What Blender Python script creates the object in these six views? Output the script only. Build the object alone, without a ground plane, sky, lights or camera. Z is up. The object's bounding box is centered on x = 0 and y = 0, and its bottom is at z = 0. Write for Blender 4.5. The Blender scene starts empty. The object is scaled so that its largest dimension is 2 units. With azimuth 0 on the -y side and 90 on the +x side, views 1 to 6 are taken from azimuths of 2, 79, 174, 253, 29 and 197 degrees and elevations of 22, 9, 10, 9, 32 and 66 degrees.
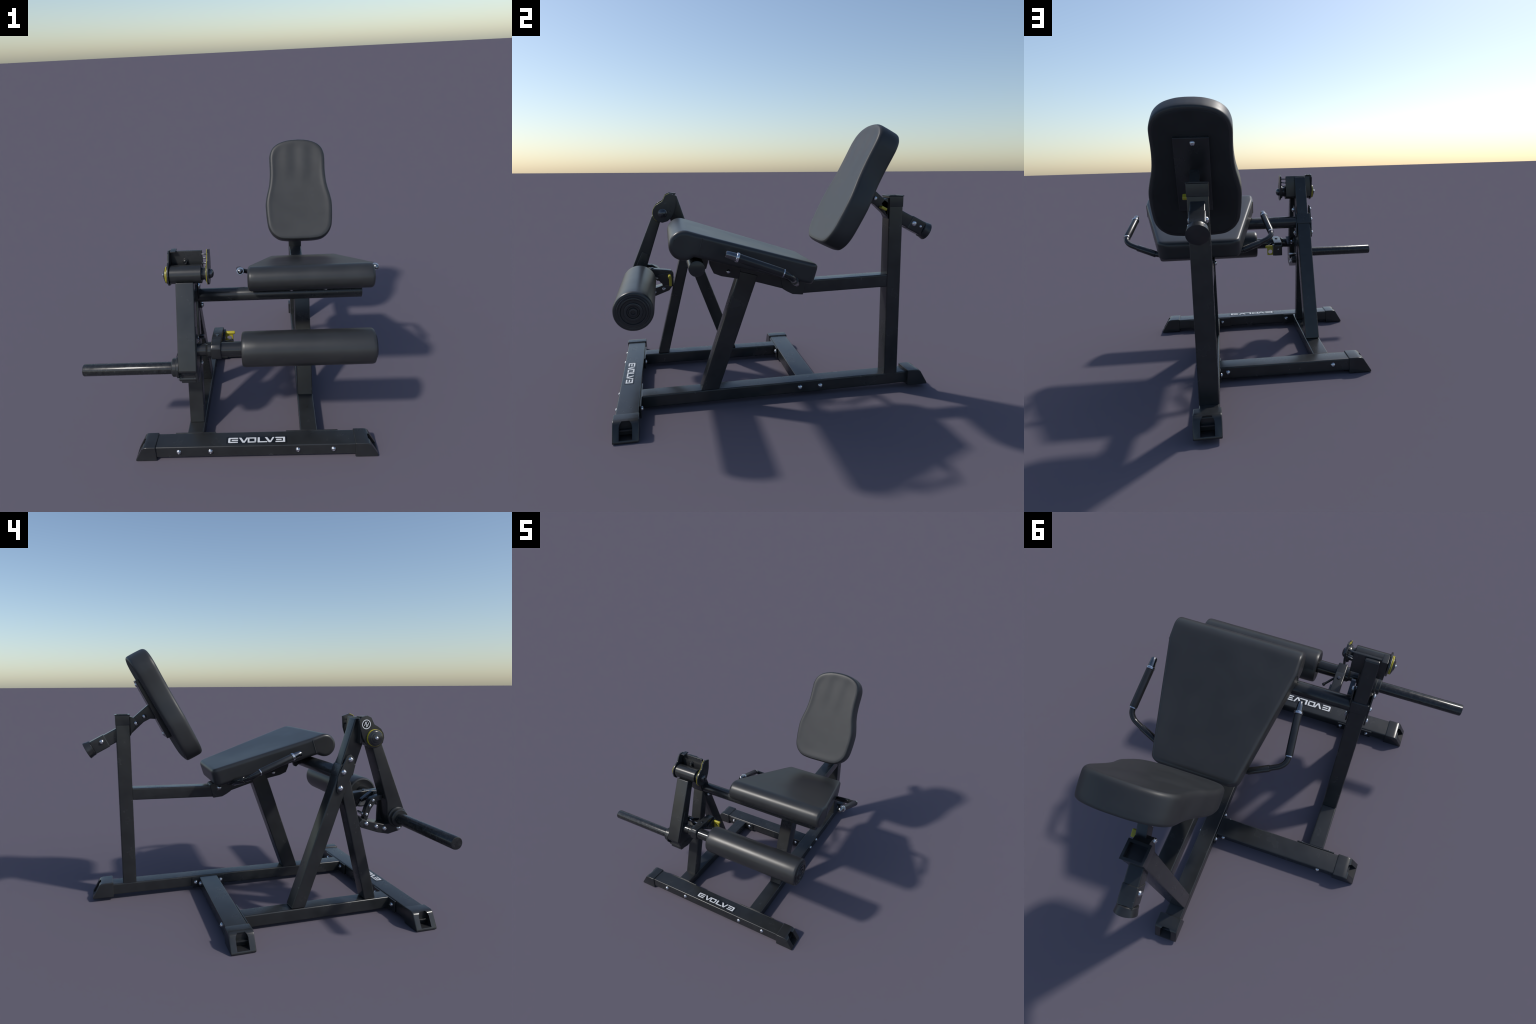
import bpy, bmesh, math
from mathutils import Vector, Matrix

# ------------------------------------------------------------------ materials
def new_mat(name):
    m = bpy.data.materials.new(name); m.use_nodes = True
    nt = m.node_tree; b = nt.nodes['Principled BSDF']
    return m, nt, b

def coated(name, col, rough, var=0.18, scale=9.0, bump=0.12, grain=420.0, metallic=0.0,
           coat=0.0, spec=0.5, rough_var=0.08):
    """one base colour, slightly mottled, with a fine grain bump"""
    m, nt, b = new_mat(name)
    N, L = nt.nodes, nt.links
    tc = N.new('ShaderNodeTexCoord')
    n1 = N.new('ShaderNodeTexNoise'); n1.inputs['Scale'].default_value = scale
    n1.inputs['Detail'].default_value = 5.0
    L.new(tc.outputs['Object'], n1.inputs['Vector'])
    cr = N.new('ShaderNodeValToRGB')
    lo = [c * (1 - var) for c in col]; hi = [c * (1 + var) for c in col]
    cr.color_ramp.elements[0].position = 0.3; cr.color_ramp.elements[0].color = (*lo, 1)
    cr.color_ramp.elements[1].position = 0.7; cr.color_ramp.elements[1].color = (*hi, 1)
    L.new(n1.outputs['Fac'], cr.inputs['Fac'])
    L.new(cr.outputs['Color'], b.inputs['Base Color'])
    mr = N.new('ShaderNodeMapRange')
    mr.inputs['To Min'].default_value = rough - rough_var
    mr.inputs['To Max'].default_value = rough + rough_var
    L.new(n1.outputs['Fac'], mr.inputs['Value']); L.new(mr.outputs['Result'], b.inputs['Roughness'])
    if bump > 0:
        n2 = N.new('ShaderNodeTexNoise'); n2.inputs['Scale'].default_value = grain
        n2.inputs['Detail'].default_value = 2.0
        L.new(tc.outputs['Object'], n2.inputs['Vector'])
        bp = N.new('ShaderNodeBump'); bp.inputs['Strength'].default_value = bump
        bp.inputs['Distance'].default_value = 0.001
        L.new(n2.outputs['Fac'], bp.inputs['Height']); L.new(bp.outputs['Normal'], b.inputs['Normal'])
    b.inputs['Metallic'].default_value = metallic
    b.inputs['Coat Weight'].default_value = coat
    b.inputs['Specular IOR Level'].default_value = spec
    return m

PAINT = coated('black_powder_coat', (0.023, 0.0245, 0.0255), 0.26, bump=0.06, grain=500, rough_var=0.05)
GLOSS = coated('black_gloss_tube', (0.018, 0.019, 0.020), 0.18, bump=0.03, rough_var=0.04)
HORN = coated('scuffed_black_bar', (0.019, 0.020, 0.021), 0.24, bump=0.02, rough_var=0.14, scale=45, var=0.35)
VINYL = coated('black_vinyl', (0.027, 0.028, 0.029), 0.37, bump=0.10, grain=300, var=0.12, scale=6, rough_var=0.05)
BACKVINYL = coated('black_matte_vinyl', (0.028, 0.029, 0.030), 0.47, bump=0.14, grain=300, var=0.15, scale=7, rough_var=0.06)
FABRIC = coated('black_backing_fabric', (0.021, 0.022, 0.024), 0.75, bump=0.3, grain=700, spec=0.4)
PLASTIC = coated('black_moulded_plastic', (0.023, 0.0245, 0.026), 0.25, bump=0.05, rough_var=0.05)
RUBBER = coated('black_rubber_grip', (0.022, 0.023, 0.025), 0.32, bump=0.06)
CHROME = coated('zinc_plated_steel', (0.62, 0.63, 0.66), 0.22, metallic=1.0, bump=0.0, var=0.1, scale=30)
DARKCHROME = coated('blackened_steel', (0.10, 0.105, 0.115), 0.25, metallic=0.9, bump=0.0, var=0.2, scale=30)
GREYSTEEL = coated('grey_steel', (0.20, 0.21, 0.225), 0.20, metallic=1.0, bump=0.0, var=0.15, scale=30)
YELLOW = coated('yellow_plastic', (0.50, 0.43, 0.030), 0.35, bump=0.0, var=0.1)
WHITE = coated('white_print', (0.72, 0.73, 0.74), 0.5, bump=0.0, var=0.03)
DECAL = coated('black_sticker', (0.008, 0.009, 0.011), 0.35, bump=0.0)
HOLE = coated('dark_recess', (0.012, 0.012, 0.013), 0.6, bump=0.0)

# ------------------------------------------------------------------ helpers
COL = bpy.context.scene.collection
ROOT = bpy.data.objects.new('leg_extension_machine', None); COL.objects.link(ROOT)
ROOT['label'] = 'black plate loaded leg extension gym machine with padded seat'
ROOT['category'] = 'gym machine'

def finish(name, me, mat, parent=None, angle=35, smooth=True):
    if smooth:
        for p in me.polygons: p.use_smooth = True
        me.set_sharp_from_angle(angle=math.radians(angle))
    me.materials.append(mat)
    o = bpy.data.objects.new(name, me); COL.objects.link(o)
    o.parent = parent or ROOT
    return o

def bm_finish(name, bm, mat, parent=None, angle=35, smooth=True):
    bmesh.ops.recalc_face_normals(bm, faces=bm.faces)
    me = bpy.data.meshes.new(name); bm.to_mesh(me); bm.free()
    return finish(name, me, mat, parent, angle, smooth)

def to3(axis, a, b, c):
    """2-D profile point (a,b) and extrusion coordinate c -> xyz"""
    return {'x': (c, a, b), 'y': (a, c, b), 'z': (a, b, c)}[axis]

def bevel_sharp(bm, w, seg=4, ang=25):
    es = [e for e in bm.edges if len(e.link_faces) == 2 and e.calc_face_angle(0) > math.radians(ang)]
    if es and w > 0:
        bmesh.ops.bevel(bm, geom=es, offset=w, segments=seg, profile=0.6, affect='EDGES', clamp_overlap=True)

def prism(name, pts, axis, lo, hi, mat=None, bevel=0.0085, parent=None, seg=4, keep_bm=False):
    bm = bmesh.new()
    v0 = [bm.verts.new(to3(axis, p[0], p[1], lo)) for p in pts]
    v1 = [bm.verts.new(to3(axis, p[0], p[1], hi)) for p in pts]
    n = len(pts)
    bm.faces.new(v0); bm.faces.new(v1[::-1])
    for i in range(n):
        bm.faces.new((v0[i], v1[i], v1[(i + 1) % n], v0[(i + 1) % n]))
    bmesh.ops.recalc_face_normals(bm, faces=bm.faces)
    bevel_sharp(bm, bevel, seg)
    if keep_bm: return bm
    return bm_finish(name, bm, mat or PAINT, parent)

def box(name, x0, x1, y0, y1, z0, z1, mat=None, bevel=0.0085, parent=None):
    return prism(name, [(x0, y0), (x1, y0), (x1, y1), (x0, y1)], 'z', z0, z1, mat, bevel, parent)

def frame(d):
    d = Vector(d).normalized()
    u = d.cross(Vector((0, 0, 1)))
    if u.length < 1e-4: u = Vector((1, 0, 0))
    u.normalize(); return d, u, d.cross(u)

def obox(name, c, d, length, w, h, mat=None, bevel=0.005, parent=None):
    """box whose length runs from c along d; w across (horizontal), h the other way"""
    d, u, v = frame(d); c = Vector(c)
    bm = bmesh.new()
    r = [[bm.verts.new(c + d * t + u * a * w / 2 + v * b * h / 2) for a, b in ((-1, -1), (1, -1), (1, 1), (-1, 1))]
         for t in (0, length)]
    bm.faces.new(r[0]); bm.faces.new(r[1][::-1])
    for i in range(4): bm.faces.new((r[0][i], r[1][i], r[1][(i + 1) % 4], r[0][(i + 1) % 4]))
    bmesh.ops.recalc_face_normals(bm, faces=bm.faces)
    bevel_sharp(bm, bevel)
    return bm_finish(name, bm, mat or PAINT, parent)

def lathe(name, p, d, prof, mat, seg=48, parent=None, sy=1.0, angle=32):
    """prof: list of (t along d, radius)"""
    d, u, v = frame(d); p = Vector(p)
    bm = bmesh.new(); rings = []
    for t, r in prof:
        if r < 1e-6: rings.append([bm.verts.new(p + d * t)])
        else: rings.append([bm.verts.new(p + d * t + u * r * math.cos(k * math.tau / seg) + v * r * sy * math.sin(k * math.tau / seg)) for k in range(seg)])
    for a, b in zip(rings, rings[1:]):
        for k in range(seg):
            k2 = (k + 1) % seg
            f = [a[k % len(a)], a[k2 % len(a)], b[k2 % len(b)], b[k % len(b)]]
            f = list(dict.fromkeys(f))
            if len(f) > 2: bm.faces.new(f)
    if len(rings[0]) > 1: bm.faces.new(rings[0])
    if len(rings[-1]) > 1: bm.faces.new(rings[-1])
    return bm_finish(name, bm, mat, parent, angle)

def rod(name, p0, p1, r, mat, bevel=0.003, seg=40, parent=None):
    p0, p1 = Vector(p0), Vector(p1); L = (p1 - p0).length
    return lathe(name, p0, p1 - p0, [(0, r - bevel), (bevel * .3, r - bevel * .3), (bevel, r), (L - bevel, r), (L - bevel * .3, r - bevel * .3), (L, r - bevel)], mat, seg, parent)

def catmull(pts, n=8, closed=False):
    P = [Vector(p) for p in pts]; m = len(P); out = []
    for i in range(m if closed else m - 1):
        if closed: a, b, c, d = (P[(i + k - 1) % m] for k in range(4))
        else: a, b, c, d = P[max(i - 1, 0)], P[i], P[i + 1], P[min(i + 2, m - 1)]
        for k in range(n):
            t = k / n
            out.append(0.5 * ((2 * b) + (c - a) * t + (2 * a - 5 * b + 4 * c - d) * t * t + (3 * b - a - 3 * c + d) * t ** 3))
    if not closed: out.append(P[-1])
    return out

def sweep(name, path, r, mat, seg=16, parent=None, closed=False):
    n = len(path); bm = bmesh.new(); rings = []
    up = None
    for i, p in enumerate(path):
        a = path[(i - 1) % n] if closed or i > 0 else p
        b = path[(i + 1) % n] if closed or i < n - 1 else p
        d = (b - a).normalized()
        if up is None:
            up = d.orthogonal().normalized()
        up = (up - d * up.dot(d)).normalized(); w = d.cross(up)
        rr = r[i] if isinstance(r, (list, tuple)) else r
        rings.append([bm.verts.new(p + up * rr * math.cos(k * math.tau / seg) + w * rr * math.sin(k * math.tau / seg)) for k in range(seg)])
    pairs = list(zip(rings, rings[1:])) + ([(rings[-1], rings[0])] if closed else [])
    for a, b in pairs:
        for k in range(seg): bm.faces.new((a[k], a[(k + 1) % seg], b[(k + 1) % seg], b[k]))
    if not closed: bm.faces.new(rings[0]); bm.faces.new(rings[-1])
    return bm_finish(name, bm, mat, parent, 40)

def _bolt_mesh():
    bm = bmesh.new(); seg = 24
    prof = [(0, 1.06), (.10, 1.06), (.16, 1.0), (.30, .97), (.48, .86), (.62, .70), (.73, .48), (.78, .30), (.72, .24), (.70, .0)]
    rings = []
    for t, r in prof:
        rings.append([bm.verts.new((r * math.cos(k * math.tau / seg), r * math.sin(k * math.tau / seg), t)) for k in range(seg)] if r else [bm.verts.new((0, 0, t))])
    for a, b in zip(rings, rings[1:]):
        for k in range(seg):
            f = list(dict.fromkeys([a[k % len(a)], a[(k + 1) % len(a)], b[(k + 1) % seg % len(b)], b[k % len(b)]]))
            bm.faces.new(f)
    bm.faces.new(rings[0][::-1])
    bmesh.ops.recalc_face_normals(bm, faces=bm.faces)
    me = bpy.data.meshes.new('bolt'); bm.to_mesh(me); bm.free()
    for p in me.polygons: p.use_smooth = True
    me.set_sharp_from_angle(angle=math.radians(40)); me.materials.append(CHROME)
    return me
BOLT = _bolt_mesh()

def bolt(p, n, r=0.0125, parent=None, mat=None, h=1.0):
    o = bpy.data.objects.new('bolt', BOLT); COL.objects.link(o)
    n = Vector(n).normalized()
    q = Vector((0, 0, 1)).rotation_difference(n)
    o.matrix_world = Matrix.LocRotScale(Vector(p), q, Vector((r, r, r * h)))
    o.parent = parent or ROOT
    return o

def boolean(o, cutters):
    bpy.context.view_layer.update()
    for c in cutters:
        md = o.modifiers.new('cut', 'BOOLEAN'); md.object = c; md.solver = 'EXACT'; md.operation = 'DIFFERENCE'; md.material_mode = 'TRANSFER'
    dg = bpy.context.evaluated_depsgraph_get()
    me = bpy.data.meshes.new_from_object(o.evaluated_get(dg))
    o.modifiers.clear(); old = o.data; o.data = me
    for p in me.polygons: p.use_smooth = True
    me.set_sharp_from_angle(angle=math.radians(35))
    bpy.data.meshes.remove(old)
    for c in cutters: bpy.data.objects.remove(c, do_unlink=True)

# ------------------------------------------------------------------ base frame
Z0, Z1 = 0.019, 0.097
front_beam = box('front_crossbeam', -0.62, 0.75, -0.985, -0.858, Z0, Z1)
rear_beam = box('rear_crossbeam', -0.55, 0.352, 0.125, 0.254, Z0, Z1)
main_rail = box('main_rail', 0.353, 0.461, -0.852, 0.92, Z0, .0950)
side_rail = box('side_rail', -0.368, -0.266, -0.852, 0.118, Z0, .0950)

# the long rail climbs a little towards the rear, so its foot hangs just clear of the floor
for v in main_rail.data.vertices: v.co.z += max(0, v.co.y - .2) * .02

def foot_cap(seam, tip, lo, hi, axis, sgn, lift=0.0):
    """moulded end cap: 'seam'..'tip' along axis, lo..hi across; sloping hollow end"""
    L = abs(tip - seam)
    f = lambda t: seam + sgn * t * L
    prof = [(f(0), 0), (f(1), 0), (f(.99), .012), (f(.71), .078), (f(.67), .089), (f(.61), .097), (f(.52), .102), (f(.40), .103), (f(0), .103)]
    ax = 'y' if axis == 'x' else 'x'
    o = prism('foot_cap', prof, ax, lo, hi, PLASTIC, 0.006)
    w = (hi - lo)
    a, b = lo + w * .25, hi - w * .25
    # arched opening cut into the sloping end
    zz = [(a, .016), (b, .016), (b, .074), (b - .004, .088), (b - .014, .099), (a + .014, .099), (a + .004, .088), (a, .074)]
    c0, c1 = sorted((f(.50), f(1.3)))
    c = prism('cut', zz, axis, c0, c1, HOLE, 0)
    boolean(o, [c])
    # shelf inside the opening
    s0, s1 = sorted((f(.45), f(.66)))
    if axis == 'x': box('foot_cap_rib', s0, s1, a, b, .045, .052, PLASTIC, .001, o)
    else: box('foot_cap_rib', a, b, s0, s1, .045, .052, PLASTIC, .001, o)
    o.location.z = lift
    return o

foot_cap(-0.550, -0.683, -0.992, -0.853, 'x', -1)
foot_cap(0.684, 0.826, -0.992, -0.853, 'x', 1)
foot_cap(-0.475, -0.622, 0.117, 0.262, 'x', -1)
foot_cap(0.848, 0.986, 0.342, 0.487, 'y', 1, 0.021)

# bolted end flanges of the rails
def flange_plate(x0, x1, y0, y1, parent): return box('end_flange', x0, x1, y0, y1, 0.018, 0.094, PAINT, .003, parent)
flange_plate(-0.445, -0.185, -0.8565, -0.848, side_rail)
flange_plate(0.262, 0.590, -0.8565, -0.848, main_rail)
flange_plate(-0.445, -0.185, 0.115, 0.1235, side_rail)
box('end_flange', 0.3455, 0.352, 0.075, 0.305, 0.018, 0.094, PAINT, .003, rear_beam)
for x in (-0.408, -0.21, 0.331, 0.549):
    bolt((x, -0.985, 0.061), (0, -1, 0), .0145, front_beam)
    bolt((x, -0.848, 0.060), (0, 1, 0), .0145, front_beam)
for x in (-0.408, -0.222):
    bolt((x, 0.115, 0.062), (0, -1, 0), .0145, rear_beam)
for x in (0.303, -0.370): bolt((x, 0.254, 0.062), (0, 1, 0), .0145, rear_beam)
bolt((0.303, 0.125, 0.062), (0, -1, 0), .0145, rear_beam)
for y in (0.100, 0.278): bolt((0.3455, y, 0.058), (-1, 0, 0), .0145, main_rail)
for y in (0.125, 0.258): bolt((0.461, y, 0.064), (1, 0, 0), .0145, main_rail)

# sticker and lettering on the front beam (letters read from the front)
box('sticker', -0.113, 0.266, -0.963, -0.904, 0.0965, 0.0978, DECAL, .0003, front_beam)
def letter(polys, x0, wd):
    bm = bmesh.new(); H = 0.044; yb = -0.957
    for poly in polys:
        v0 = [bm.verts.new((x0 + a * wd, yb + b * H, 0.0972)) for a, b in poly]
        v1 = [bm.verts.new((v.co.x, v.co.y, 0.0988)) for v in v0]
        n = len(poly); bm.faces.new(v0[::-1]); bm.faces.new(v1)
        for i in range(n): bm.faces.new((v0[i], v0[(i + 1) % n], v1[(i + 1) % n], v1[i]))
    return bm_finish('letter', bm, WHITE, front_beam, smooth=False)
R = lambda a, b, c, d: [(a, b), (c, b), (c, d), (a, d)]
LE = [[(0, .12), (.08, 0), (.22, 0), (.22, 1), (.08, 1), (0, .88)], R(.22, 0, 1, .2), R(.22, .8, 1, 1), R(.36, .4, 1, .6)]
LV = [[(0, 1), (.24, 1), (.55, .24), (.5, 0), (.4, 0)], [(.5, 0), (.55, .24), (.80, 1), (1, 1), (.64, 0)]]
LO = [R(0, 0, .2, .72), R(.2, 0, .82, .2), R(.14, .8, 1, 1), R(.8, .3, 1, .8), [(0, .72), (.2, .72), (.14, 1), (.0, .94)], [(.82, 0), (1, .06), (1, .2), (.82, .2)]]
LL = [R(0, 0, .22, 1), R(.22, 0, 1, .2)]
L3 = [R(.78, 0, 1, 1), R(0, 0, .78, .2), R(0, .8, .78, 1), R(.08, .4, .64, .6)]
for g, x0, x1 in ((LE, -.101, -.040), (LV, -.034, .024), (LO, .021, .074), (LL, .083, .143), (LV, .128, .188), (L3, .194, .254)):
    letter(g, x0, x1 - x0)

# ------------------------------------------------------------------ A-shaped side frame
XL, XR = -0.365, -0.267
rear_leg = prism('frame_leg', [(-0.183, 0.097), (-0.273, 0.097), (-0.566, 0.912), (-0.478, 0.912)], 'x', XL, XR)
front_leg = prism('frame_leg', [(-0.757, 0.096), (-0.680, 0.096), (-0.506, 0.80), (-0.53, 0.94), (-0.566, 0.86)], 'x', XL + .002, XR - .002)
collar = prism('frame_collar', [(-0.470, 0.905), (-0.575, 0.905), (-0.592, 0.975), (-0.494, 0.975)], 'x', XL - .003, XR + .003, bevel=.004, parent=rear_leg)
upper = prism('frame_strut', [(-0.494, 0.955), (-0.594, 0.955), (-0.640, 1.085), (-0.613, 1.249), (-0.588, 1.249)], 'x', -0.354, -0.272)
gpts = [(-0.531, 1.028), (-0.554, 1.036), (-0.578, 1.011), (-0.580, 0.951), (-0.558, 0.896), (-0.504, 0.809), (-0.480, 0.797), (-0.466, 0.810), (-0.472, 0.905), (-0.496, 0.955)]
for x0, x1 in ((-0.377, -0.3675), (-0.2645, -0.255)):
    prism('gusset_plate', gpts, 'x', x0, x1, bevel=.003)
for y, z in ((-0.553, 1.004), (-0.509, 0.929), (-0.490, 0.832)):
    bolt((-0.377, y, z), (-1, 0, 0), .0155, upper)
for y, z in ((-0.566, 1.000), (-0.498, 0.830)):
    bolt((-0.255, y, z), (1, 0, 0), .0165, upper)
crossbar = rod('round_crossbar', (-0.268, -0.521, 0.911), (0.772, -0.521, 0.911), 0.0435, PAINT, .004, 48)

# ------------------------------------------------------------------ pivot head
PV = (-0.690, 1.134)
head_tube = lathe('pivot_tube', (-0.395, *PV), (1, 0, 0), [(0, .053), (.003, .056), (.187, .056), (.19, .053), (.19, .040), (.198, .036), (.210, .036), (.211, .046), (.220, .050), (.224, .050)], PAINT)
cheek = [(-0.587, 1.243), (-0.607, 1.262), (-0.640, 1.269), (-0.668, 1.256), (-0.680, 1.232), (-0.690, 1.214), (-0.712, 1.203), (-0.735, 1.187), (-0.752, 1.162), (-0.757, 1.134), (-0.750, 1.103), (-0.728, 1.080), (-0.692, 1.069), (-0.656, 1.079), (-0.632, 1.102), (-0.612, 1.140), (-0.598, 1.185)]
cheek_l = prism('cheek_plate', cheek, 'x', -0.4065, -0.3955, PAINT, .003)
cheekR = [(-0.593, 1.254)] + cheek[2:]
cheek_r = prism('cheek_plate', cheekR, 'x', -0.171, -0.160, PAINT, .002)
trim = catmull([(-0.1722, a, b) for a, b in cheekR[1:11]], 4)
sweep('edge_trim', trim, .0014, YELLOW, 8, cheek_r)
lathe('bearing_disc', (-0.4065, *PV), (-1, 0, 0), [(0, .0515), (.005, .0515), (.006, .049)], YELLOW, parent=cheek_l)
lathe('bearing_spacer', (-0.4115, *PV), (-1, 0, 0), [(0, .049), (.004, .049)], PLASTIC, parent=cheek_l)
lathe('bearing_disc', (-0.4145, *PV), (-1, 0, 0), [(0, .0515), (.005, .051), (.006, .048)], YELLOW, parent=cheek_l)
lathe('bearing_cover', (-0.4195, *PV), (-1, 0, 0), [(0, .050), (.004, .0485), (.006, .040), (.009, .037), (.011, .028), (.014, .025), (.016, .014), (.017, 0)], PLASTIC, parent=cheek_l)
bolt((-0.434, *PV), (-1, 0, 0), .011, cheek_l, h=1.2)
lathe('pivot_bolt', (-0.160, *PV), (1, 0, 0), [(0, .031), (.004, .031), (.005, .027), (.014, .026), (.021, .018), (.024, .008), (.024, 0)], DARKCHROME, parent=cheek_r)
plate = prism('stop_plate', [(-0.632, 1.115), (-0.622, 1.256), (-0.609, 1.256), (-0.602, 1.19), (-0.602, 1.10)], 'x', -0.3945, -0.205, PAINT, .003)
box('stop_plate_cap', -0.392, -0.36, -0.648, -0.592, 1.256, 1.264, PAINT, .002, plate)
for k, (y, z) in enumerate(((-0.628, 1.235), (-0.618, 1.205), (-0.626, 1.175))):
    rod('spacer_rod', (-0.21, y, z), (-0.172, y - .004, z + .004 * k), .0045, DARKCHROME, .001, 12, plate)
lathe('stop_bolt', (-0.308, -0.624, 1.193), (0, -1, -.05), [(0, .020), (.006, .019), (.007, .013), (.020, .0125), (.022, .010), (.016, .006), (.016, 0)], PAINT, parent=plate)

# round badge on the outer cheek plate
badge = lathe('badge_ring', (-0.4065, -0.634, 1.216), (-1, 0, 0), [(0, .0285), (.0015, .0285), (.0015, .0235), (0, .0235)], WHITE, parent=cheek_l)
def stroke(pts, w=.0042):
    bm = bmesh.new(); cx, cyy, cz = -0.408, -0.634, 1.216
    for (a, b), (c, d) in zip(pts, pts[1:]):
        v = Vector((c - a, d - b)); n = Vector((-v.y, v.x)).normalized() * w / 2
        q = [(a + n.x, b + n.y), (a - n.x, b - n.y), (c - n.x, d - n.y), (c + n.x, d + n.y)]
        # seen from -x the picture's right is -y
        f0 = [bm.verts.new((cx, cyy - u, cz + w_)) for u, w_ in q]; f1 = [bm.verts.new((cx + .0018, cyy - u, cz + w_)) for u, w_ in q]
        bm.faces.new(f0); bm.faces.new(f1[::-1])
        for i in range(4): bm.faces.new((f0[i], f1[i], f1[(i + 1) % 4], f0[(i + 1) % 4]))
    return bm_finish('badge_stroke', bm, WHITE, cheek_l, smooth=False)
stroke([(-.013, -.010), (-.006, .016)]); stroke([(.004, .018), (-.004, .001), (.005, -.001), (-.003, -.018)]); stroke([(.007, -.015), (.014, .010)])

# ------------------------------------------------------------------ swinging lever arm
arm_pts = [(-0.763, 1.112), (-0.960, 0.630), (-0.957, 0.618), (-0.926, 0.600), (-0.838, 0.590), (-0.828, 0.640), (-0.822, 0.720), (-0.764, 0.896), (-0.702, 1.085)]
arm = prism('lever_arm', arm_pts, 'x', -0.357, -0.250, PAINT, .0085)
side_pts = [(-0.800, 0.840), (-0.812, 0.72), (-0.808, 0.62), (-0.808, 0.575), (-0.815, 0.548), (-0.905, 0.524), (-0.928, 0.530), (-0.945, 0.60), (-0.93, 0.66), (-0.84, 0.86)]
prism('arm_side_plate', side_pts, 'x', -0.262, -0.2475, PAINT, .003, parent=arm)
box('arm_end_block', -0.350, -0.262, -0.930, -0.84, 0.530, 0.598, PAINT, .006, arm)
lug = prism('range_bracket', [(-0.935, 0.556), (-0.915, 0.532), (-0.835, 0.514), (-0.76, 0.530), (-0.640, 0.572), (-0.625, 0.600), (-0.650, 0.624), (-0.72, 0.600), (-0.80, 0.580), (-0.92, 0.590)], 'x', -0.363, -0.246, PAINT, .005, parent=arm)
for v in lug.data.vertices:                       # inner cheek of the bracket is shorter
    if v.co.x > -.30: v.co.y = -.93 + (v.co.y + .93) * .93
for y, z in ((-0.678, .594), (-0.748, .570), (-0.806, .553), (-0.906, .548)):
    bolt((-0.363, y, z), (-1, 0, 0), .0135, lug)
for y, z in ((-0.70, .585), (-0.765, .562)):
    bolt((-0.246, y, z), (1, 0, 0), .012, lug)
arc = [(-0.81, .762), (-0.775, .757), (-0.744, .747), (-0.720, .725), (-0.702, .690), (-0.690, .653), (-0.682, .598), (-0.706, .598), (-0.720, .645), (-0.734, .675), (-0.752, .699), (-0.776, .723), (-0.81, .727)]
arcp = prism('curved_selector_plate', arc, 'x', -0.318, -0.276, PAINT, .004, parent=arm)
for y, z in ((-0.726, .738), (-0.704, .705), (-0.682, .650)): bolt((-0.318, y - .020, z - .010), (-1, 0, 0), .0105, arcp)
rod('selector_boss', (-0.30, -0.758, .726), (-0.262, -0.758, .726), .019, PAINT, .003, 24, arcp)
bolt((-0.262, -0.758, .726), (1, 0, 0), .0165, arcp, h=1.2)
rod('selector_pin', (-0.298, -0.690, 0.640), (-0.225, -0.690, 0.640), .009, CHROME, .002, 16, arcp)
prism('selector_clip', [(-0.79, .770), (-0.775, .772), (-0.70, .722), (-0.705, .705), (-0.74, .718), (-0.785, .752)], 'x', -0.245, -0.215, DARKCHROME, .003, parent=arm)

horn = lathe('weight_horn', (-0.400, -0.894, 0.617), (-1, 0, 0), [(0, .0365), (.532, .0365), (.538, .034), (.539, .030)], HORN, 48)
lathe('horn_flange', (-0.357, -0.894, 0.620), (-1, 0, 0), [(0, .066), (.012, .066), (.016, .062), (.017, .056), (.038, .056), (.044, .051), (.045, .040)], PAINT, parent=horn)

# ------------------------------------------------------------------ shin roller
RY, RZ = -0.852, 0.706
axle = lathe('roller_axle', (-0.252, RY, RZ + .004), (1, 0, 0), [(0, .038), (.055, .036), (.060, .040), (.066, .044), (.068, .047), (.086, .047), (.088, .042), (.30, .042)], GLOSS, 40)
prism('axle_clamp', [(-0.902, .690), (-0.890, .664), (-0.830, .660), (-0.805, .672), (-0.800, .745), (-0.815, .758), (-0.885, .762), (-0.902, .742)], 'x', -0.166, -0.105, PAINT, .008, parent=axle)
roller = lathe('roller_pad', (0.018, RY, RZ), (1, 0, 0),
    [(.012, .05), (.010, .070), (.002, .085), (0, .092), (.003, .100), (.010, .1035), (.022, .1055), (.10, .106), (.68, .106), (.760, .1058), (.770, .1045), (.777, .1010), (.780, .096), (.781, .090), (.779, .084), (.777, .05)], VINYL, 72)
lathe('roller_end_cap', (0.793, RY, RZ), (1, 0, 0), [(0, .086), (.008, .086), (.010, .083), (.0095, .076), (.015, .0745), (.016, .071), (.0155, .066), (.009, .063), (.009, .050), (.016, .048), (.0175, .044), (.016, .034), (.010, .031), (.010, .024), (.019, .021), (.020, .012), (.014, .010), (.014, 0)], RUBBER, 56, parent=roller)
block = prism('adjuster_arm', [(-0.83, .755), (-0.80, .762), (-0.68, .748), (-0.645, .742), (-0.630, .72), (-0.632, .64), (-0.690, .640), (-0.72, .66), (-0.745, .70), (-0.81, .715)], 'x', -0.166, -0.106, PAINT, .006, parent=axle)
lathe('clamp_bolt', (-0.135, -0.775, .755), (0, .12, 1), [(0, .024), (.003, .024), (.003, .019), (.002, .012), (.009, .010), (.010, 0)], DARKCHROME, parent=block)
prism('adjuster_body', [(-0.742, .715), (-0.68, .728), (-0.64, .725), (-0.636, .64), (-0.69, .645), (-0.735, .68)], 'x', -0.108, -0.094, PLASTIC, .003, parent=block)
lever = box('release_lever', -0.100, -0.050, -0.662, -0.645, .645, .705, YELLOW, .004, block)
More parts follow.
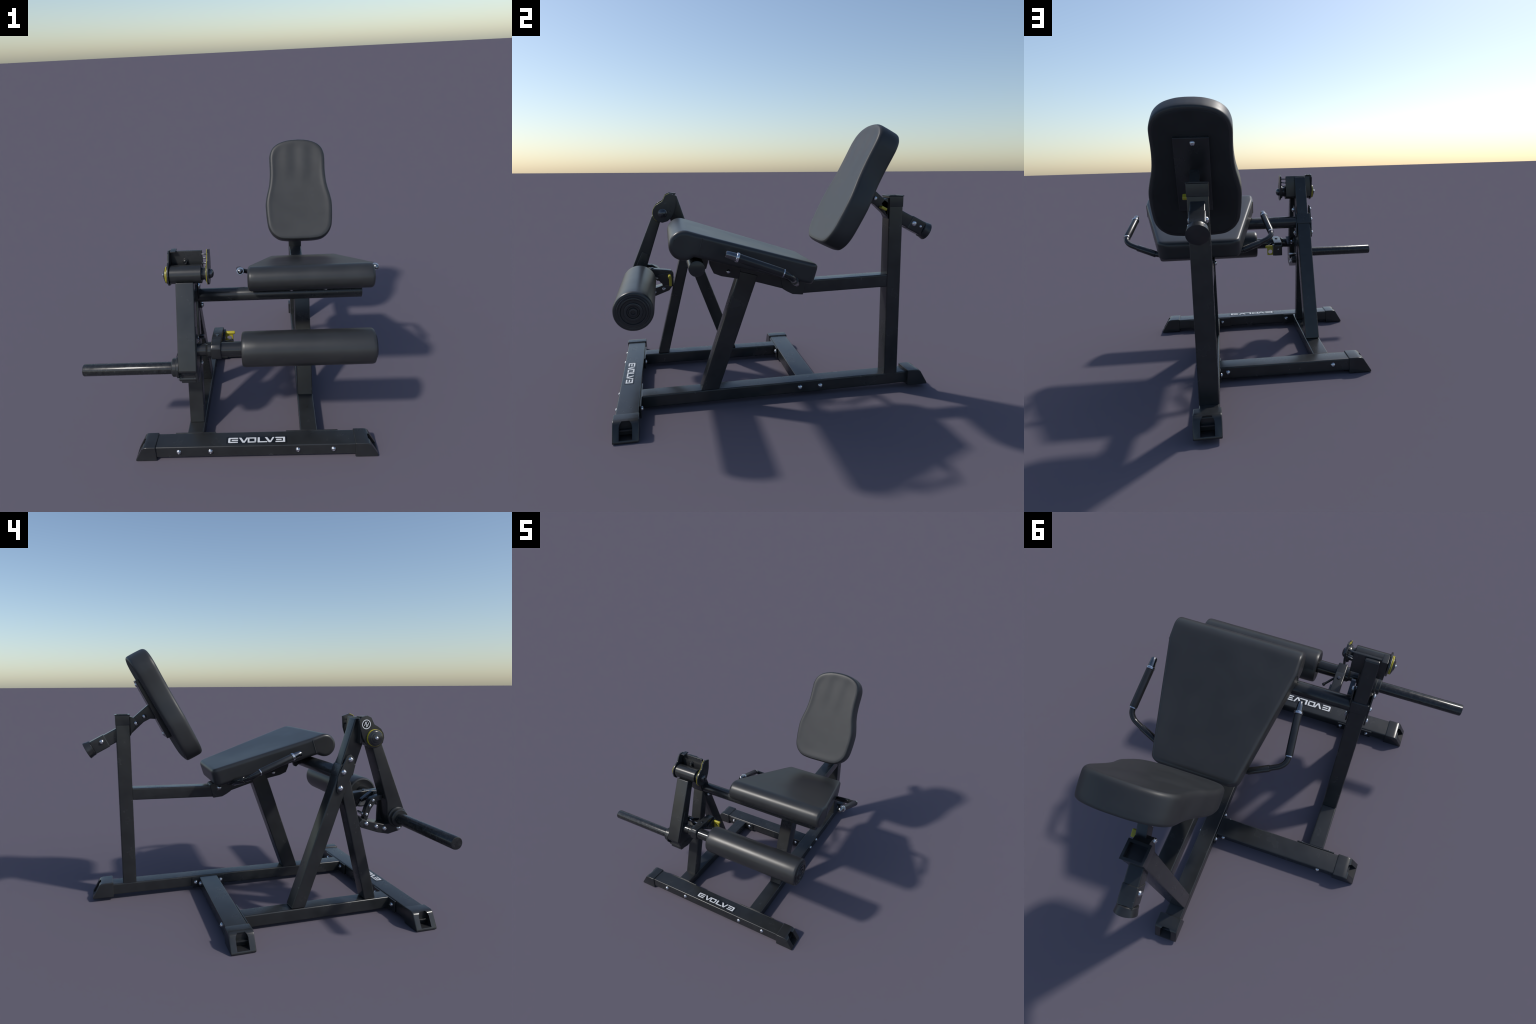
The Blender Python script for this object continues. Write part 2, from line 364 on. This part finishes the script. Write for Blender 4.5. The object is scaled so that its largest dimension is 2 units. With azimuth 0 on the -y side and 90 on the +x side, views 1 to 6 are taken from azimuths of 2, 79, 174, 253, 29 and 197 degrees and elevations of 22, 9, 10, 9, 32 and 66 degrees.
c = lathe('cut', (-0.0735, -0.70, .672), (0, 1, 0), [(0, .0165), (.1, .0165)], YELLOW, 24)
boolean(lever, [c])
rod('release_grip', (-0.100, -0.658, .709), (-0.037, -0.658, .709), .0105, YELLOW, .004, 24, block)
rod('lock_handle', (-0.115, -0.800, .722), (-0.050, -0.735, .697), .0075, PAINT, .002, 16, block)
lathe('lock_handle_knob', (-0.058, -0.743, .700), (.065, .065, -.025), [(0, .008), (.003, .0105), (.014, .0105), (.017, .007)], PAINT, 20, parent=block)
bolt((-0.135, -0.631, .69), (0, 1, 0), .006, block)

# ------------------------------------------------------------------ rear post, seat beam and seat post
PX0, PX1 = 0.354, 0.461
post = box('rear_post', PX0, PX1, 0.692, 0.782, 0.096, 1.20, PAINT, .0085)
psl = box('post_sleeve', PX0 - .0015, PX1 + .0015, 0.6905, 0.7835, 1.192, 1.258, PAINT, .004)
c = box('cut', PX0 + .010, PX1 - .010, 0.702, 0.772, 1.232, 1.40, PAINT, 0)
boolean(psl, [c]); psl.parent = post
lip = box('post_rim', PX0 - .004, PX1 + .004, 0.687, 0.787, 1.2572, 1.263, PAINT, .002)
c = box('cut', PX0 + .009, PX1 - .009, 0.701, 0.773, 1.20, 1.40, PAINT, 0)
boolean(lip, [c]); lip.parent = post
seat_beam = prism('seat_beam', [(0.695, 0.766), (0.695, 0.686), (0.130, 0.672), (0.020, 0.706), (-0.10, 0.742), (-0.375, 0.822), (-0.38, 0.92), (0.060, 0.795), (0.150, 0.752)], 'x', PX0 + .003, PX1 - .003, PAINT, .0085)
prism('beam_joint', [(0.162, 0.760), (0.140, 0.666), (0.075, 0.672), (0.040, 0.690), (0.012, 0.708), (-0.005, 0.80), (0.05, 0.800)], 'x', PX0 - .004, PX1 + .004, PAINT, .004, parent=seat_beam)
bolt((PX0 - .004, 0.096, 0.736), (-1, 0, 0), .015, seat_beam)
prism('beam_front_bracket', [(-0.43, 0.945), (-0.424, 0.865), (-0.405, 0.822), (-0.36, 0.803), (-0.255, 0.782), (-0.235, 0.895)], 'x', PX0 - .004, PX1 + .004, PAINT, .005, parent=seat_beam)
bolt((PX1 + .004, -0.318, 0.830), (1, 0, 0), .0125, seat_beam); bolt((PX0 - .004, -0.308, 0.824), (-1, 0, 0), .0125, seat_beam)
seat_post = prism('seat_post', [(-0.497, 0.097), (-0.387, 0.097), (-0.138, 0.80), (-0.250, 0.83)], 'x', PX0 + .001, PX1 - .001, PAINT, .0085)

# sliding back rest carrier, running through the post at right angles to the back pad
T = Vector((0, .46, .888)).normalized(); Nn = Vector((0, T.z, -T.y))   # up the pad / out of its rear
PB = Vector((0.428, 0.226, 1.024))
A = Nn.copy()
cap_c = Vector((0.409, 0.974, 1.026))
obox('slide_tube', cap_c - A * .30, A, .27, .076, .080, PAINT, .0085)
tail = obox('slide_sleeve', cap_c - A * .150, A, .106, .082, .088, PAINT, .0085)
lathe('slide_end_cap', cap_c - A * .0465, A, [(0, .047), (.004, .0515), (.016, .0515), (.032, .055), (.044, .0565), (.0465, .052)], RUBBER, 48, parent=tail)
bolt((0.409 - .041, 0.876, 1.087), (-1, 0, 0), .015, tail); bolt((0.409 + .041, 0.868, 1.084), (1, 0, 0), .015, tail, h=.6)
bolt((0.409 + .041, 0.912, 1.064), (1, 0, 0), .009, tail)
brk = prism('back_bracket', [(0.546, 1.340), (0.664, 1.240), (0.690, 1.222), (0.690, 1.124), (0.598, 1.208), (0.555, 1.230), (0.505, 1.226)], 'x', 0.399, 0.452, PAINT, .005)
prism('bracket_wedge', [(0.690, 1.250), (0.660, 1.238), (0.640, 1.215), (0.690, 1.118)], 'x', 0.370, 0.452, PAINT, .003, parent=brk)
for y, z in ((0.593, 1.246), (0.652, 1.204)): bolt((0.399 if y < .62 else .370, y, z), (-1, 0, 0), .014, brk)
bolt((0.452, 0.599, 1.246), (1, 0, 0), .014, brk)
knob = obox('release_knob', Vector((0.470, 0.646, 1.187)) - A * .020, A, .040, .040, .017, YELLOW, .006, brk)

# ------------------------------------------------------------------ back pad
half = [(-.030, 0), (-.029, .09), (-.019, .158), (.008, .202), (.040, .228), (.080, .244), (.14, .2515), (.20, .255), (.265, .2545), (.33, .242), (.395, .2255), (.46, .2165), (.53, .2135), (.60, .2145), (.645, .2115), (.688, .196), (.719, .168), (.741, .130), (.756, .078), (.761, .036), (.762, 0)]
loop = [(x, s) for s, x in half] + [(-x, s) for s, x in half[-2:0:-1]]
OUT = [(p.x, p.y) for p in catmull([(a, b, 0) for a, b in loop], 5, True)]
def inset2(out, d):
    n = len(out); res = []
    for i in range(n):
        a, b = Vector(out[i - 2]), Vector(out[(i + 2) % n]); t = (b - a).normalized()
        res.append((out[i][0] - t.y * d, out[i][1] + t.x * d))     # counter-clockwise outline
    return res
area = sum(OUT[i - 1][0] * OUT[i][1] - OUT[i][0] * OUT[i - 1][1] for i in range(len(OUT)))
if area < 0: OUT.reverse()
def padP(x, s, d):
    if d > .05: d = .05 + (d - .05) * (.82 + .16 * min(max(s, 0), .76) / .76)      # thicker at the head end
    x += .004 * max(0, 1 - max(s, 0) / .35) + .03 * max(0, d - .03)
    return PB + Vector((x, 0, 0)) + T * s + Nn * d
def smooth(a, b, x):
    t = min(max((x - a) / (b - a), 0), 1); return t * t * (3 - 2 * t)
def face_relief(x, s):
    """shallow upright flutes near the head end and a gentle crown"""
    fl = .0011 * math.cos(x * math.tau / .13 + .8) * smooth(.36, .62, s) * (1 - smooth(.16, .21, abs(x)))
    crown = .007 * (1 - (x / .25) ** 2) * (1 - ((s - .35) / .42) ** 2)
    return fl + crown
def ring_surface(rings, close0=True, close1=False, cen0=None):
    bm = bmesh.new(); V = [[bm.verts.new(p) for p in r] for r in rings]
    n = len(V[0])
    for a, b in zip(V, V[1:]):
        for k in range(n): bm.faces.new((a[k], a[(k + 1) % n], b[(k + 1) % n], b[k]))
    for flag, r in ((close0, V[0]), (close1, V[-1])):
        if flag:
            c = bm.verts.new(sum((v.co for v in r), Vector()) / n)
            for k in range(n): bm.faces.new((c, r[k], r[(k + 1) % n]))
    return bm
rings = []
base = inset2(OUT, .019)
for f in [.04, .12, .2, .28, .36, .44, .52, .6, .68, .76, .83, .89, .94, .98]:
    rr = [(x * f, .36 + (s - .36) * f) for x, s in base]
    rings.append([padP(x, s, .004 + face_relief(x, s) * (1 - smooth(.86, 1, f))) for x, s in rr])
for ins, d in ((.019, .0046), (.0165, .0054), (.0140, .0050), (.0110, .0068), (.0070, .0105), (.0035, .0155), (.0012, .022), (.000, .031), (-.0005, .06), (.000, .10), (.001, .126), (.004, .137), (.010, .1425), (.023, .1435)):
    rings.append([padP(x, s, d) for x, s in inset2(OUT, ins)])
bm = ring_surface(rings, True, True)
back_pad = bm_finish('back_pad', bm, BACKVINYL, None, 60)
rr = []
for f in (.2, .5, .8, .97):
    rr.append([padP(x * f, .36 + (s - .36) * f, .1452) for x, s in inset2(OUT, .0215)])
for ins, d in ((.0210, .1450), (.0200, .1440), (.0200, .138)): rr.append([padP(x, s, d) for x, s in inset2(OUT, ins)])
bm = ring_surface(rr, True, False)
bm_finish('back_panel', bm, FABRIC, back_pad, 60)
# mounting plate on the rear of the pad
def pad_box(name, x0, x1, s0, s1, d0, d1, mat, bevel, parent):
    bm = bmesh.new()
    v = {}
    for i, x in enumerate((x0, x1)):
        for j, s in enumerate((s0, s1)):
            for k, d in enumerate((d0, d1)):
                p = PB + T * s + Nn * d; v[i, j, k] = bm.verts.new((x, p.y, p.z))
    for f in (((0,0,0),(0,1,0),(1,1,0),(1,0,0)), ((0,0,1),(1,0,1),(1,1,1),(0,1,1)), ((0,0,0),(1,0,0),(1,0,1),(0,0,1)), ((0,1,0),(0,1,1),(1,1,1),(1,1,0)), ((0,0,0),(0,0,1),(0,1,1),(0,1,0)), ((1,0,0),(1,1,0),(1,1,1),(1,0,1))):
        bm.faces.new([v[q] for q in f])
    bmesh.ops.recalc_face_normals(bm, faces=bm.faces)
    bevel_sharp(bm, bevel)
    return bm_finish(name, bm, mat, parent)
bplate = pad_box('back_mount_plate', 0.340, 0.526, .168, .600, .1300, .164, PAINT, .004, back_pad)
for s in (.570, .196):
    p = PB + T * s + Nn * .164; bolt((0.426, p.y, p.z), Nn, .0135, bplate)

# ------------------------------------------------------------------ seat pad
C = Vector((-0.586, 1.043)); RR = .078
dU = Vector((.955, -.296)).normalized(); dV = Vector((-dU.y, dU.x))
prof = []
a0, a1 = math.degrees(math.atan2(dV.y, dV.x)), 360 - 17.2 - 34
for k in range(29):
    a = math.radians(a0 + (a1 - a0) * k / 28); prof.append(C + RR * Vector((math.cos(a), math.sin(a))))
jb = prof[-1]
Lr = .781                                         # length from the roll centre to the rear face
vb = (jb - C).dot(dV)
def uv(u, v): return C + dU * u + dV * v
for k in range(1, 24): prof.append(uv((jb - C).dot(dU) + (.756 - (jb - C).dot(dU)) * k / 23, vb))
rb = .025
for k in range(1, 7):
    a = math.radians(-90 + 15 * k); prof.append(uv(.756 + rb * math.cos(a), vb + rb + rb * math.sin(a)))
rt = .032
for k in range(0, 7):
    a = math.radians(15 * k); prof.append(uv(Lr - rt - .004 * 0 + rt * math.cos(a), RR - rt + rt * math.sin(a)))
for k in range(1, 30): prof.append(uv(Lr - rt - (Lr - rt) * k / 30, RR))
def resample(pts, n):
    m = len(pts); d = [0]
    for i in range(m): d.append(d[-1] + (pts[(i + 1) % m] - pts[i]).length)
    out = []; j = 0
    for k in range(n):
        t = d[-1] * k / n
        while d[j + 1] < t: j += 1
        f = (t - d[j]) / max(d[j + 1] - d[j], 1e-9); out.append(pts[j].lerp(pts[(j + 1) % m], f))
    return out
prof = [(p.x, p.y) for p in resample(prof, 150)]
ar = sum(prof[i - 1][0] * prof[i][1] - prof[i][0] * prof[i - 1][1] for i in range(len(prof)))
if ar < 0: prof.reverse()
def seat_side(u, side):
    """x of the pad's flank at distance u behind the roll centre: straight, tapering, rounded rear corner"""
    x0, x1 = (0.059, 0.194) if side < 0 else (0.834, 0.688)
    x = x0 + (x1 - x0) * min(max((u - .072) / .71, 0), 1)
    r = .045; u0 = Lr - r
    if u > u0: x -= side * (r - math.sqrt(max(r * r - min(u - u0, r) ** 2, 0)))
    return x
er = .022
def seat_ring(f, ins, pull, squash=1.0):
    q = inset2(prof, ins); r = []; vm = (RR + vb) / 2
    for y, z in q:
        p = Vector((y, z)) - C
        u, v = p.dot(dU), p.dot(dV)
        v = vm + (v - vm) * squash
        a, b = seat_side(max(u, 0), -1) + pull, seat_side(max(u, 0), 1) - pull
        x = a + (b - a) * f
        top = smooth(.04, .07, v)
        dish = -.006 * top * (1 - (2 * f - 1) ** 2) ** 1.5 * smooth(.10, .34, u) * (1 - smooth(.56, .72, u))
        P2 = uv(u, v + dish)
        r.append(Vector((x, P2.x, P2.y)))
    return r
rings = []
arcs = [(er * (1 - math.sin(math.radians(15 * k))), er * (1 - math.cos(math.radians(15 * k)))) for k in range(7)]
for q in (.0, .3, .55, .8): rings.append(seat_ring(0, er, 0, q))
for ins, pull in arcs: rings.append(seat_ring(0, ins, pull))
for k in range(1, 24): rings.append(seat_ring(k / 24, 0, er))
for ins, pull in arcs[::-1]: rings.append(seat_ring(1, ins, pull))
for q in (.8, .55, .3, .0): rings.append(seat_ring(1, er, 0, q))
bm = bmesh.new(); V = [[bm.verts.new(p) for p in r] for r in rings]; n = len(V[0])
for a, b in zip(V, V[1:]):
    for k in range(n): bm.faces.new((a[k], a[(k + 1) % n], b[(k + 1) % n], b[k]))
seat = bm_finish('seat_pad', bm, VINYL, None, 50)
for side in (-1, 1):
    p0, p1 = uv(.080, RR - .016), uv(.080, vb + .016)
    sweep('seat_piping', [Vector((seat_side(.080, side) - side * .0005, *p0.lerp(p1, t / 6))) for t in range(7)], .003, VINYL, 8, seat)
# saddles that tie the pad to the round crossbar
for x in (0.328, 0.542):
    prism('seat_saddle', [(-0.560, 0.975), (-0.565, 0.945), (-0.53, 0.92), (-0.47, 0.865), (-0.455, 0.870), (-0.445, 0.905), (-0.44, 0.955)], 'x', x - .016, x + .016, PAINT, .003, parent=seat)
    bolt((x, -0.566, 0.950), (0, -1, 0), .010, seat)

# ------------------------------------------------------------------ hand grips beside the seat
def hand_grip(pts, collar_at):
    P = [Vector(p) for p in pts]
    start, end, tip = P[-3], P[-2], P[-1]
    rodpath = catmull(P[:-2], 10)
    h = sweep('handle_rod', rodpath, .0165, GLOSS, 20)
    d = (end - start).normalized(); L = (end - start).length
    lathe('handle_grip', start, d, [(0, .017), (.001, .021), (.004, .0225), (L - .003, .0225), (L, .020)], RUBBER, 32, parent=h)
    lathe('grip_collar', start, -d, [(0, .0215), (.006, .0215), (.008, .018)], CHROME, 32, parent=h)
    Lt = (tip - end).length
    lathe('grip_ring', end, (tip - end), [(0, .0235), (.002, .0255), (.013, .0255), (.016, .023)], CHROME, 32, parent=h)
    lathe('grip_end', end, (tip - end), [(.008, .0205), (.020, .0205), (Lt * .6, .0190), (Lt - .009, .0172), (Lt - .004, .0150), (Lt - .001, .010), (Lt, 0)], GREYSTEEL, 32, parent=h)
    a, b = Vector(collar_at[0]), Vector(collar_at[1])
    rod('handle_sleeve', a, b, .0205, GLOSS, .002, 28, h)
    return h
hand_grip([(0.47, 0.045, 0.775), (0.62, 0.040, 0.785), (0.735, 0.028, 0.803), (0.790, 0.008, 0.823), (0.845, -0.014, 0.842), (0.890, -0.034, 0.860), (0.912, -0.060, 0.880), (0.915, -0.090, 0.898), (0.892, -0.315, 0.981), (0.889, -0.385, 1.006)],
          ((0.722, 0.031, 0.800), (0.838, -0.011, 0.839)))
hand_grip([(0.37, 0.045, 0.775), (0.26, 0.042, 0.787), (0.165, 0.030, 0.803), (0.105, 0.010, 0.821), (0.050, -0.014, 0.840), (0.000, -0.034, 0.860), (-0.026, -0.060, 0.880), (-0.030, -0.092, 0.898), (-0.006, -0.315, 0.981), (-0.001, -0.385, 1.006)],
          ((0.172, 0.031, 0.801), (0.054, -0.012, 0.838)))
